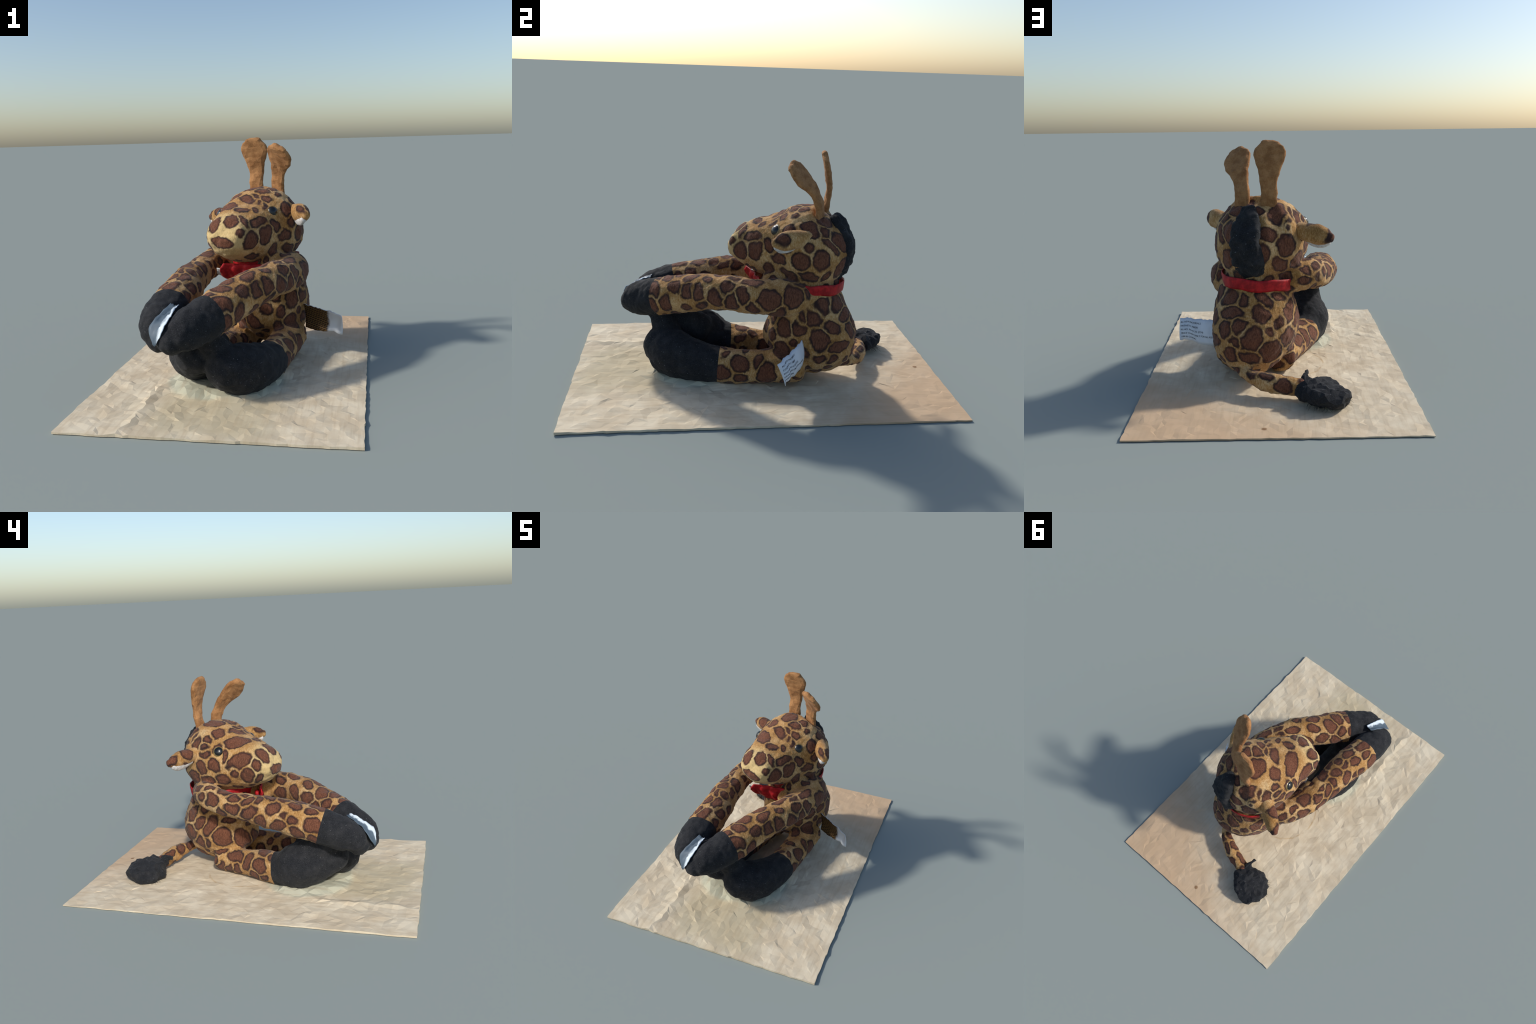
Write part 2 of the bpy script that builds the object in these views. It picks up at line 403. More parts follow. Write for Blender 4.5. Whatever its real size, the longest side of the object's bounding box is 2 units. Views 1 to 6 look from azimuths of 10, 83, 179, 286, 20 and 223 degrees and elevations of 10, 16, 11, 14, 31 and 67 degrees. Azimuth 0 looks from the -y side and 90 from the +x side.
# blotches placed by hand : x, y, z, long radius, short radius, turn against the level (degrees)
SPOTS = {
    "head": [
        (-0.082, -0.163, 0.699, 0.062, 0.026, 177), (-0.035, -0.115, 0.810, 0.049, 0.035, 123), (-0.133, -0.095, 0.790, 0.052, 0.035, 112), (-0.111, 0.317, 0.854, 0.046, 0.033, 101),
        (-0.118, 0.243, 0.872, 0.033, 0.028, 134), (-0.071, 0.190, 0.901, 0.044, 0.033, 51), (-0.161, 0.249, 0.804, 0.041, 0.028, 15), (-0.178, 0.192, 0.731, 0.045, 0.036, 113),
        (-0.160, 0.279, 0.708, 0.045, 0.041, 82), (-0.114, 0.349, 0.644, 0.054, 0.040, 38), (-0.091, 0.067, 0.858, 0.084, 0.039, 9), (0.022, 0.100, 0.899, 0.064, 0.033, 156),
        (0.090, 0.159, 0.940, 0.045, 0.027, 155), (0.024, 0.246, 0.947, 0.060, 0.049, 40), (0.111, 0.098, 0.900, 0.041, 0.032, 174), (0.005, -0.021, 0.854, 0.040, 0.026, 158),
        (-0.170, 0.042, 0.757, 0.082, 0.041, 29), (-0.171, 0.073, 0.694, 0.038, 0.026, 100), (-0.174, -0.066, 0.744, 0.040, 0.026, 104), (-0.169, -0.010, 0.669, 0.053, 0.038, 85),
        (-0.155, -0.072, 0.651, 0.042, 0.022, 74), (-0.162, 0.145, 0.641, 0.045, 0.039, 162), (-0.145, 0.244, 0.633, 0.045, 0.022, 175), (-0.170, 0.124, 0.779, 0.039, 0.013, 80),
        (-0.062, 0.394, 0.853, 0.034, 0.023, 20), (-0.148, 0.257, 0.838, 0.037, 0.027, 2), (0.135, 0.204, 0.946, 0.037, 0.030, 99), (-0.029, 0.381, 0.885, 0.066, 0.050, 35),
        (0.083, 0.074, 0.886, 0.037, 0.022, 124), (0.036, -0.100, 0.805, 0.042, 0.022, 105), (0.192, 0.308, 0.890, 0.049, 0.034, 168), (0.229, 0.391, 0.792, 0.075, 0.038, 140),
        (0.235, 0.393, 0.656, 0.050, 0.039, 59), (0.247, 0.292, 0.850, 0.047, 0.029, 149), (0.272, 0.331, 0.783, 0.065, 0.020, 137), (-0.072, 0.349, 0.881, 0.040, 0.033, 16),
        (-0.065, 0.403, 0.828, 0.022, 0.012, 88), (0.028, 0.439, 0.782, 0.049, 0.030, 153), (-0.053, 0.422, 0.730, 0.054, 0.047, 93), (0.058, 0.458, 0.694, 0.045, 0.030, 95),
        (-0.027, 0.419, 0.630, 0.051, 0.032, 136), (0.120, 0.314, 0.918, 0.033, 0.020, 129), (0.083, 0.368, 0.891, 0.033, 0.026, 158), (0.067, -0.117, 0.704, 0.048, 0.042, 74),
        (0.136, -0.045, 0.720, 0.049, 0.040, 65), (0.221, 0.066, 0.703, 0.043, 0.032, 11), (0.298, 0.171, 0.704, 0.050, 0.045, 129), (0.303, 0.274, 0.716, 0.054, 0.042, 112),
        (0.256, 0.228, 0.864, 0.055, 0.042, 162), (0.299, 0.210, 0.785, 0.027, 0.024, 178), (0.274, 0.216, 0.620, 0.049, 0.031, 168), (0.159, 0.023, 0.635, 0.035, 0.028, 57),
        (0.101, -0.057, 0.787, 0.052, 0.030, 5), (0.068, 0.107, 0.906, 0.043, 0.021, 139), (0.230, 0.105, 0.846, 0.046, 0.027, 65), (0.032, -0.157, 0.748, 0.027, 0.022, 4),
        (0.183, 0.021, 0.763, 0.045, 0.028, 125), (0.233, 0.129, 0.621, 0.055, 0.029, 156), (0.258, 0.100, 0.773, 0.031, 0.027, 180), (0.112, 0.057, 0.873, 0.036, 0.017, 91),
    ],
    "ear": [
        (-0.200, 0.357, 0.738, 0.035, 0.012, 130),
        (-0.277, 0.420, 0.781, 0.043, 0.027, 24), (-0.200, 0.348, 0.811, 0.047, 0.041, 162), (0.357, 0.063, 0.837, 0.050, 0.037, 172), (0.316, 0.039, 0.847, 0.053, 0.022, 160),
    ],
    "torso": [
        (-0.062, 0.396, 0.392, 0.066, 0.035, 45), (-0.020, 0.455, 0.352, 0.035, 0.020, 43), (-0.064, 0.418, 0.265, 0.061, 0.051, 10), (-0.103, 0.342, 0.341, 0.055, 0.030, 47),
        (-0.121, 0.266, 0.332, 0.072, 0.037, 61), (-0.109, 0.192, 0.256, 0.065, 0.058, 76), (-0.051, 0.085, 0.240, 0.072, 0.048, 129), (-0.082, 0.350, 0.211, 0.046, 0.043, 35),
        (-0.094, 0.300, 0.212, 0.036, 0.025, 84), (-0.091, 0.308, 0.434, 0.030, 0.027, 76), (-0.071, 0.155, 0.358, 0.043, 0.015, 172), (0.046, 0.026, 0.220, 0.059, 0.030, 131),
        (0.072, 0.474, 0.398, 0.048, 0.042, 130), (-0.011, 0.410, 0.471, 0.046, 0.022, 163), (0.058, 0.440, 0.463, 0.048, 0.027, 137), (0.122, 0.519, 0.286, 0.066, 0.057, 63),
        (0.219, 0.442, 0.400, 0.070, 0.028, 3), (0.307, 0.351, 0.359, 0.053, 0.028, 157), (0.251, 0.462, 0.322, 0.046, 0.032, 117), (0.175, 0.494, 0.341, 0.044, 0.038, 177),
        (0.025, 0.478, 0.203, 0.069, 0.063, 164), (0.221, 0.494, 0.196, 0.041, 0.035, 166), (0.203, 0.500, 0.269, 0.035, 0.023, 161), (0.125, 0.501, 0.185, 0.068, 0.037, 160),
        (0.286, 0.295, 0.464, 0.071, 0.044, 16), (0.235, 0.381, 0.464, 0.064, 0.044, 2), (0.158, 0.431, 0.459, 0.033, 0.024, 108), (0.311, 0.249, 0.419, 0.053, 0.046, 92),
        (0.325, 0.283, 0.295, 0.066, 0.045, 112), (0.302, 0.176, 0.353, 0.039, 0.037, 97), (0.253, 0.108, 0.342, 0.050, 0.043, 94), (0.197, 0.052, 0.280, 0.038, 0.031, 70),
        (0.242, 0.104, 0.209, 0.049, 0.042, 82), (0.310, 0.387, 0.252, 0.067, 0.028, 3), (0.313, 0.269, 0.185, 0.060, 0.026, 0), (0.306, 0.365, 0.180, 0.029, 0.026, 59),
        (0.301, 0.190, 0.406, 0.043, 0.021, 84), (0.115, 0.028, 0.299, 0.037, 0.028, 170), (0.304, 0.213, 0.204, 0.054, 0.030, 139),
    ],
    "hindlimb.001": [
        (-0.082, 0.234, 0.149, 0.075, 0.012, 16), (-0.127, 0.105, 0.150, 0.056, 0.040, 176), (-0.170, 0.020, 0.141, 0.063, 0.030, 90), (-0.133, -0.082, 0.189, 0.053, 0.034, 6),  # first entry is a long thin dark mark along the crease at the hip
        (-0.216, -0.062, 0.128, 0.057, 0.047, 154), (-0.112, 0.159, 0.055, 0.059, 0.025, 47), (-0.141, 0.099, 0.069, 0.051, 0.028, 82), (-0.094, 0.226, 0.059, 0.055, 0.028, 59),
        (-0.187, -0.023, 0.056, 0.052, 0.035, 58), (-0.224, -0.091, 0.061, 0.038, 0.029, 47), (-0.077, 0.264, 0.104, 0.044, 0.029, 167),
    ],
    "forelimb.001": [
        (-0.280, 0.188, 0.554, 0.054, 0.037, 6), (-0.291, 0.046, 0.575, 0.043, 0.028, 168), (-0.231, 0.207, 0.610, 0.048, 0.017, 10), (-0.225, 0.302, 0.557, 0.035, 0.030, 115),
        (-0.320, 0.055, 0.514, 0.050, 0.036, 177), (-0.338, -0.051, 0.507, 0.053, 0.036, 27), (-0.292, 0.123, 0.478, 0.047, 0.032, 61), (-0.290, -0.098, 0.571, 0.043, 0.024, 103),
        (-0.268, -0.167, 0.576, 0.039, 0.027, 43), (-0.333, -0.196, 0.535, 0.048, 0.032, 39), (-0.305, -0.313, 0.548, 0.043, 0.029, 145), (-0.335, -0.119, 0.454, 0.045, 0.032, 70),
        (-0.354, -0.231, 0.443, 0.059, 0.032, 27), (-0.364, -0.302, 0.482, 0.042, 0.027, 166), (-0.355, -0.261, 0.497, 0.027, 0.027, 134), (-0.323, -0.412, 0.529, 0.033, 0.025, 167),
        (-0.375, -0.426, 0.458, 0.052, 0.038, 165), (-0.361, -0.334, 0.405, 0.051, 0.034, 113), (-0.359, -0.418, 0.375, 0.044, 0.027, 65), (-0.277, -0.248, 0.565, 0.033, 0.015, 143),
        (-0.262, -0.016, 0.586, 0.028, 0.013, 176), (-0.233, 0.112, 0.593, 0.048, 0.038, 49), (-0.233, -0.331, 0.549, 0.055, 0.034, 33), (-0.271, -0.442, 0.531, 0.053, 0.033, 57),
        (-0.219, -0.239, 0.558, 0.041, 0.024, 104), (-0.200, -0.106, 0.562, 0.059, 0.034, 60), (-0.194, -0.193, 0.546, 0.055, 0.021, 20), (-0.207, 0.296, 0.594, 0.037, 0.030, 38),
        (-0.249, 0.269, 0.558, 0.056, 0.026, 179), (-0.160, 0.331, 0.584, 0.035, 0.022, 158), (-0.298, -0.046, 0.567, 0.051, 0.027, 35), (-0.147, 0.348, 0.531, 0.041, 0.019, 12),
        (-0.192, -0.371, 0.511, 0.040, 0.033, 83),
    ],
    "forelimb": [
        (0.046, -0.320, 0.571, 0.043, 0.029, 127), (0.036, -0.236, 0.522, 0.052, 0.031, 134), (-0.028, -0.327, 0.508, 0.048, 0.034, 179), (-0.026, -0.418, 0.541, 0.058, 0.039, 74),
        (-0.018, -0.489, 0.532, 0.047, 0.034, 13), (-0.090, -0.446, 0.502, 0.040, 0.032, 164), (0.137, -0.212, 0.589, 0.051, 0.024, 149), (0.139, -0.130, 0.576, 0.044, 0.031, 137),
        (-0.069, -0.552, 0.512, 0.045, 0.026, 57), (0.100, -0.133, 0.493, 0.053, 0.031, 20), (0.095, -0.372, 0.568, 0.045, 0.028, 47), (-0.132, -0.499, 0.473, 0.029, 0.018, 70),
        (0.245, -0.200, 0.559, 0.056, 0.032, 57), (0.172, -0.136, 0.597, 0.035, 0.019, 144), (-0.095, -0.395, 0.426, 0.084, 0.036, 110), (0.289, 0.184, 0.578, 0.049, 0.024, 152),
        (0.296, 0.209, 0.547, 0.029, 0.026, 96), (0.012, -0.575, 0.481, 0.065, 0.036, 157), (0.028, -0.587, 0.387, 0.050, 0.038, 97), (0.079, -0.506, 0.414, 0.054, 0.030, 85),
        (0.087, -0.462, 0.512, 0.044, 0.033, 175), (0.142, -0.394, 0.507, 0.042, 0.039, 6), (0.188, -0.341, 0.509, 0.048, 0.036, 120), (0.248, -0.253, 0.501, 0.048, 0.040, 105),
        (0.282, -0.174, 0.488, 0.051, 0.036, 83), (0.299, -0.119, 0.532, 0.048, 0.035, 105), (0.340, 0.010, 0.518, 0.059, 0.057, 50), (0.336, 0.141, 0.537, 0.069, 0.053, 60),
        (0.319, -0.064, 0.465, 0.037, 0.029, 162), (0.313, 0.059, 0.435, 0.058, 0.033, 45), (0.261, -0.067, 0.590, 0.053, 0.023, 179), (0.186, -0.320, 0.443, 0.049, 0.026, 45),
        (0.218, -0.153, 0.594, 0.036, 0.025, 165),
    ],
    "tail": [
        (0.028, 0.534, 0.117, 0.038, 0.030, 64), (0.098, 0.496, 0.113, 0.039, 0.028, 81), (-0.066, 0.570, 0.111, 0.045, 0.020, 9), (-0.025, 0.635, 0.086, 0.045, 0.035, 171),
        (0.057, 0.582, 0.120, 0.045, 0.018, 179), (0.120, 0.543, 0.118, 0.030, 0.020, 177),
    ],
    "hindlimb": [
        (0.266, -0.120, 0.148, 0.046, 0.039, 124), (0.275, -0.028, 0.160, 0.041, 0.023, 75), (0.271, -0.213, 0.097, 0.041, 0.040, 20), (0.299, 0.016, 0.091, 0.069, 0.047, 85),
        (0.275, -0.119, 0.063, 0.035, 0.030, 156), (0.186, -0.083, 0.186, 0.038, 0.017, 62), (0.182, 0.041, 0.195, 0.035, 0.028, 95),
    ],
}

# ------------------------------------------------------------------ the things
giraffe = bpy.data.objects.new("plush_giraffe", None)
COL.objects.link(giraffe)
giraffe["label"] = "sitting spotted giraffe plush toy with black hooves"
giraffe["category"] = "plush toy"

felt = black_felt("black_felt")
tan_suede = suede("tan_suede")

PARTS = {"head": head, "torso": merge([torso, chest_fill, throat, inner_shoulder]), "forelimb": arm_left, "forelimb.001": arm_right,
         "hindlimb": leg_left, "hindlimb.001": leg_right, "tail": tail}
body = remeshed("body", list(PARTS.values()), 0.0085, 5)
roughen(body, [(6, 0.006, 1.9), (13, 0.006, 3.1), (28, 0.0045, 8.3), (60, 0.003, 5.5)], floor=0.0135)

# cut the body surface into its parts where the parts meet
trees = [(k, BVHTree.FromPolygons([tuple(p) for p in v], f)) for k, (v, f) in PARTS.items()]
# hoof planes : (limb, point, direction towards the hoof)
HOOF = {"forelimb": ((-0.045, -0.545, 0.41), (-0.55, -0.80, -0.2)),
        "forelimb.001": ((-0.275, -0.455, 0.425), (0.02, -0.96, -0.25)),
        "hindlimb": ((0.172, -0.225, 0.10), (-0.14, -0.99, 0.05)),
        "hindlimb.001": ((-0.18, -0.145, 0.12), (-0.02, -1.0, 0.08))}


def part_of(p):
    best, k = 9, None
    for name, tr in trees:
        loc, nor, i, d = tr.find_nearest(p)
        if d < best:
            best, k = d, name
    return k


bm = bmesh.new()
bm.from_mesh(body)
names = list(PARTS)
lay = bm.faces.layers.int.new("part")
for f in bm.faces:
    f[lay] = names.index(part_of(f.calc_center_median()))
for limb, (p, d) in HOOF.items():
    i = names.index(limb)
    fs = [f for f in bm.faces if f[lay] == i]
    geom = set(fs)
    for f in fs:
        geom.update(f.edges)
        geom.update(f.verts)
    bmesh.ops.bisect_plane(bm, geom=list(geom), plane_co=p, plane_no=d, dist=1e-5)
    pv, dv = Vector(p), Vector(d)
    for f in bm.faces:
        if f[lay] == i and (f.calc_center_median() - pv).dot(dv) > 0:
            f[lay] = 100 + i
bmesh.ops.triangulate(bm, faces=[f for f in bm.faces if len(f.verts) > 4])
bm.normal_update()
all_norm = [v.normal.copy() for v in bm.verts]
for i, v in enumerate(bm.verts):
    v.index = i
PART_OBJ = {}


def cut_out(tag, name, parent, mat):
    fs = [f for f in bm.faces if f[lay] == tag]
    used, order = {}, []
    polys = []
    for f in fs:
        q = []
        for v in f.verts:
            if v.index not in used:
                used[v.index] = len(order)
                order.append(v)
            q.append(used[v.index])
        polys.append(q)
    me = bpy.data.meshes.new(name)
    me.from_pydata([v.co[:] for v in order], [], polys)
    ob = add(name, me, parent, mat)
    me.normals_split_custom_set_from_vertices([all_norm[v.index] for v in order])
    PART_OBJ[name] = ob
    return ob


for i, k in enumerate(names):
    cut_out(i, k, giraffe, None)
for i, k in enumerate(names):
    if k in HOOF:
        cut_out(100 + i, "hoof" if "." not in k else "hoof.%03d" % i, PART_OBJ[k], felt)
bm.free()

# ---- blotches : lay the placed ones on the cloth, then fill what stays bare
cloth = []
for k in names:
    me = PART_OBJ[k].data
    cloth += [(np.array(p.center), np.array(p.normal)) for p in me.polygons]
cloth_at = KDTree(len(cloth))
for i, (p, n) in enumerate(cloth):
    cloth_at.insert(p, i)
cloth_at.balance()
marks = []
for k, rows in SPOTS.items():
    for x, y, z, r1, r2, turn in rows:
        p = np.array((x, y, z))
        if k == "ear":
            marks.append((p, None, r1, r2, turn))
            continue
        near = [cloth[i][1] for _, i, _ in cloth_at.find_range(p, 0.03)] or [cloth[cloth_at.find(p)[1]][1]]
        marks.append((p, unit(np.mean(near, 0)), r1 * 1.08 + 0.002, r2 * 1.08 + 0.002, turn))
muzzle = head_at(0.42, -0.01, -0.03)
order = RNG.permutation(len(cloth))[:9000]
PQ = np.array([m[0] for m in marks if m[1] is not None])
PR = np.array([(m[2] + m[3]) / 2 for m in marks if m[1] is not None])
for i in order:
    p, n = cloth[i]
    if np.linalg.norm(p - muzzle) < 0.16:
        continue
    room = np.min(np.sqrt(((PQ - p) ** 2).sum(1)) - PR) - 0.013
    if room > 0.021:
        r = min(room, RNG.uniform(0.026, 0.048))
        st_ = RNG.uniform(1.0, 1.35)
        marks.append((p, n, r * st_, r / st_, RNG.uniform(0, 180)))
        PQ, PR = np.vstack([PQ, p]), np.append(PR, r)
for k in names:
    me = PART_OBJ[k].data
    mid = np.array([p.center for p in me.polygons])
    mine = [m for m in marks if m[1] is not None]

    def near_marks(faces):
        sub = mid[faces][:: max(1, len(faces) // 1500)]
        return [m for m in mine if np.min(np.linalg.norm(sub - m[0], axis=1)) < m[2] + 0.035]

    # the same cloth in patches, so that no material carries too many blotches
    todo, slots = [np.arange(len(mid))], []
    while todo:
        faces = todo.pop()
        here = near_marks(faces)
        if len(here) <= 26:
            slots.append((faces, here))
            continue
        ax = np.argmax(np.ptp(mid[faces], axis=0))
        cut = np.median(mid[faces][:, ax])
        todo += [faces[mid[faces][:, ax] <= cut], faces[mid[faces][:, ax] > cut]]
    index = np.zeros(len(mid), np.int32)
    for i, (faces, here) in enumerate(slots):
        index[faces] = i
        me.materials.append(spotted_fur("spotted_fur_%s_%d" % (k.replace(".001", "_right"), i), here, (muzzle, 0.20) if k == "head" else None))
    me.polygons.foreach_set("material_index", index)

# ---- horns
def paddle(name, path, width_dir, seed):
    """flat club-shaped suede horn : path of (x,y,z,half_width)"""
    V, F = loft([(*p, w, 0.0165) for *p, w in path], width_dir, seg=28, per=8, power=2.8, caps=(0.3, 0.9))
    me = mesh_of(name, V, F)
    roughen(me, [(22, 0.0045, seed), (45, 0.003, seed + 4)])
    ob = add(name, me, PART_OBJ["head"], tan_suede, False)
    dec = ob.modifiers.new("facets", "DECIMATE")
    dec.ratio = 0.16
    return ob


paddle("horn", [(0.026, 0.335, 0.90, 0.043), (0.026, 0.345, 0.96, 0.041), (0.027, 0.352, 1.03, 0.043), (0.024, 0.347, 1.09, 0.058),
                (0.021, 0.336, 1.145, 0.078), (0.018, 0.326, 1.19, 0.072), (0.016, 0.318, 1.214, 0.046)], (1.0, -0.18, 0.0), 2.0)
paddle("horn.001", [(0.160, 0.284, 0.905, 0.043), (0.160, 0.278, 0.965, 0.041), (0.165, 0.258, 1.02, 0.042), (0.174, 0.227, 1.065, 0.052),
                    (0.182, 0.186, 1.108, 0.074), (0.189, 0.150, 1.145, 0.075), (0.192, 0.122, 1.172, 0.045)], (0.84, -0.48, -0.2), 6.0)

# ---- ears
lining = plain("pale_ear_lining", (0.46, 0.44, 0.42), (0.66, 0.64, 0.62), 60, 0.9, 0.1)


def ear(name, base, tip, wide_dir, flip):
    base, tip = np.array(base), np.array(tip)
    ax = unit(tip - base)
    L = np.linalg.norm(tip - base)
    wd = unit(np.array(wide_dir) - np.dot(wide_dir, ax) * ax)
    nd = np.cross(wd, ax)
    st = [(*(base - ax * 0.03), 0.036, 0.034), (*(base + ax * L * 0.2), 0.045, 0.041), (*(base + ax * L * 0.48), 0.050, 0.040), (*(base + ax * L * 0.74), 0.041, 0.032), (*(base + ax * L * 0.92), 0.022, 0.018)]
    V, F = loft(st, wd, seg=28, power=2.2, caps=(0.3, 0.6))
    me = mesh_of(name, V, F)
    roughen(me, [(25, 0.004, 2.2), (60, 0.002, 1.2)])
    mine = []
    for p, _, r1, r2, turn in (m for m in marks if m[1] is None):
        at = min(me.vertices, key=lambda v: (v.co - Vector(p)).length_squared)
        if (at.co - Vector(p)).length < 0.05:
            mine.append((p, np.array(at.normal), r1, r2, turn, 0.055))
    e = add(name, me, PART_OBJ["head"], spotted_fur("spotted_fur_ear" + name[3:].replace(".001", "_right"), mine))
    low = np.array((0, 0, -1.0))
    off = low * 0.030 + np.array(flip) * 0.016
    st = [(*(base + ax * L * t + off * k), w, 0.016) for t, w, k in ((0.15, 0.022, 0.9), (0.4, 0.035, 1.0), (0.65, 0.033, 0.97), (0.82, 0.018, 0.75))]
    V, F = loft(st, wd, seg=20, caps=(0.5, 0.5))
    add("ear_lining" if "." not in name else "ear_lining.001", mesh_of("ear_lining", V, F), e, lining)


ear("ear", (0.262, 0.185, 0.822), (0.354, 0.012, 0.818), (0, 0, 1), (-0.6, -0.5, 0))
ear("ear.001", (-0.125, 0.335, 0.787), (-0.286, 0.446, 0.760), (0.3, -0.5, 0.75), (-0.3, -0.6, 0))

# ---- eyes
glass = Nodes("black_glass_eye")
glass.bsdf.inputs["Coat Weight"].default_value = 0.4
glass.bsdf.inputs["Coat Roughness"].default_value = 0.03
glass = glass.finish((0.004, 0.005, 0.006), 0.30, 0.45)
amber = plain("amber_eye_ring", (0.17, 0.12, 0.04), (0.27, 0.20, 0.08), 60, 0.25, 0.5, 0.0)


def ball(name, c, r, parent, mat, squash=None):
    bmx = bmesh.new()
    bmesh.ops.create_uvsphere(bmx, u_segments=32, v_segments=20, radius=r)
    if squash is not None:
        d, k = Vector(squash[0]).normalized(), squash[1]
        for v in bmx.verts:
            v.co -= d * v.co.dot(d) * (1 - k)
    me = bpy.data.meshes.new(name)
    bmesh.ops.translate(bmx, vec=c, verts=bmx.verts)
    bmx.to_mesh(me)
    bmx.free()
    return add(name, me, parent, mat)


head_tree = BVHTree.FromPolygons([tuple(v.co) for v in PART_OBJ["head"].data.vertices], [tuple(p.vertices) for p in PART_OBJ["head"].data.polygons])
for i, c in enumerate(((0.157, 0.057, 0.835), (-0.142, 0.168, 0.804))):
    sfx = "" if i == 0 else ".001"
    at, d, _, _ = head_tree.find_nearest(c)
    at, d = np.array(at), unit(np.array(d) + 0.25 * F_DIR)
    e = ball("eye" + sfx, at - d * 0.004, 0.0335, PART_OBJ["head"], amber, (d, 0.40))
    ball("pupil" + sfx, at - d * 0.001, 0.0275, e, glass, (d, 0.66))

# ---- mane
st = []
for a, w, t in ((50, 0.03, 0.02), (42, 0.048, 0.028), (25, 0.066, 0.036), (0, 0.074, 0.038), (-22, 0.082, 0.040), (-37, 0.084, 0.044), (-46, 0.076, 0.040)):
    r = math.radians(a)
    st.append((*head_at(-(0.198 if a > 0 else 0.209) * math.cos(r), -0.006 + 0.010 * math.sin(r), 0.205 * math.sin(r)), w, t))
V, F = loft(st, L_DIR, seg=36, per=6, power=2.8, caps=(0.4, 0.4))
me = remeshed("mane", [(V, F)], 0.009, 2)
roughen(me, [(11, 0.014, 1.1), (32, 0.010, 4.1), (70, 0.006, 2.1)])
add("mane", me, PART_OBJ["head"], felt)

# ---- tail tuft
st = [(-0.125, 0.602, 0.070, 0.052, 0.042), (-0.16, 0.625, 0.068, 0.092, 0.056), (-0.21, 0.652, 0.062, 0.112, 0.060), (-0.265, 0.678, 0.054, 0.108, 0.052), (-0.312, 0.702, 0.044, 0.076, 0.038)]
V, F = loft(st, (0.45, -0.9, 0), seg=32, caps=(0.4, 0.5))
spike = loft([(-0.135, 0.59, 0.09, 0.036, 0.026), (-0.14, 0.555, 0.112, 0.028, 0.022), (-0.143, 0.525, 0.118, 0.016, 0.012)], (0, 0, 1), seg=16, caps=(0.3, 0.8))
me = remeshed("tuft", [(V, F), spike], 0.009, 1)
roughen(me, [(11, 0.014, 7.1), (26, 0.015, 4.4), (60, 0.006, 2.9)], floor=0.012)
ob = add("tail_tuft", me, PART_OBJ["tail"], felt, False)
dec = ob.modifiers.new("facets", "DECIMATE")
dec.ratio = 0.12

# ---- ribbon
red = plain("red_satin", (0.26, 0.006, 0.009), (0.47, 0.014, 0.018), 40, 0.55, 0.25, 0.25)


def strip(name, centre_line, ups, half, thick, parent, mat, closed=False):
    """a band with thickness : centre line points, width direction per point"""
    C = np.asarray(centre_line, float)
    U = np.array([unit(u) for u in ups])
    T = np.roll(C, -1, 0) - np.roll(C, 1, 0) if closed else np.gradient(C, axis=0)
    half = np.broadcast_to(half, len(C))
    V, F = [], []
    for c, u, t, h in zip(C, U, T, half):
        n = unit(np.cross(u, t)) * thick / 2
        for k in (-1, -0.6, 0, 0.6, 1):
            V.append(c + u * h * k + n * (1 if abs(k) < 1 else 0.5))
        for k in (1, 0.6, 0, -0.6, -1):
            V.append(c + u * h * k - n * (1 if abs(k) < 1 else 0.5))
    m = 10
    rows = len(C)
    for i in range(rows if closed else rows - 1):
        j = (i + 1) % rows
        for a in range(m):
            b = (a + 1) % m
            F.append((i * m + a, i * m + b, j * m + b, j * m + a))
    if not closed:
        F.append(tuple(range(m)))
        F.append(tuple(range((rows - 1) * m, rows * m))[::-1])
    me = mesh_of(name, V, F)
    roughen(me, [(18, 0.003, 3.3), (40, 0.0015, 3.0)])
    return add(name, me, parent, mat)


def sheet(name, grid, thick, parent, mat_front, mat_back):
    """cloth sheet with real thickness from a grid of points"""
    G = np.asarray(grid, float)
    r, c = G.shape[:2]
    du, dv = np.gradient(G, axis=1), np.gradient(G, axis=0)
    nr = np.cross(du, dv)
    nr /= np.linalg.norm(nr, axis=2)[..., None]
    V = np.vstack([(G + nr * thick / 2).reshape(-1, 3), (G - nr * thick / 2).reshape(-1, 3)])
    F, o = [], r * c
    for i in range(r - 1):
        for j in range(c - 1):
            a, b, d, e = i * c + j, i * c + j + 1, (i + 1) * c + j + 1, (i + 1) * c + j
            F.append((a, b, d, e))
            F.append((e + o, d + o, b + o, a + o))
    rim = [j for j in range(c)] + [i * c + c - 1 for i in range(1, r)] + [(r - 1) * c + j for j in range(c - 2, -1, -1)] + [i * c for i in range(r - 2, 0, -1)]
    for a, b in zip(rim, rim[1:] + rim[:1]):
        F.append((b, a, a + o, b + o))
    me = bpy.data.meshes.new(name)
    me.from_pydata([tuple(v) for v in V], [], F)
    ob = add(name, me, parent)
    me.materials.append(mat_front)
    me.materials.append(mat_back)
    n = (r - 1) * (c - 1) * 2
    for i, p in enumerate(me.polygons):
        p.material_index = 1 if i < n and i % 2 else 0
    return ob, G, nr


ring, ups = [], []
for a in np.linspace(0, 2 * math.pi, 96, endpoint=False):
    cx, cy = math.cos(a), math.sin(a)
    front = max(0, -cy)
    ring.append((0.085 + 0.187 * cx, 0.255 + (0.187 if cy > 0 else 0.187 + 0.028 * cy * cy) * cy, 0.530 + 0.012 * cx - 0.004 * front + 0.003 * math.sin(7 * a)))
    ups.append((0.12 * cx, 0.12 * cy, 1))
ribbon = strip("neck_ribbon", ring, ups, np.array([0.030 + 0.016 * max(0.0, -math.sin(a)) for a in np.linspace(0, 2 * math.pi, 96, endpoint=False)]), 0.006, PART_OBJ["torso"], red, True)

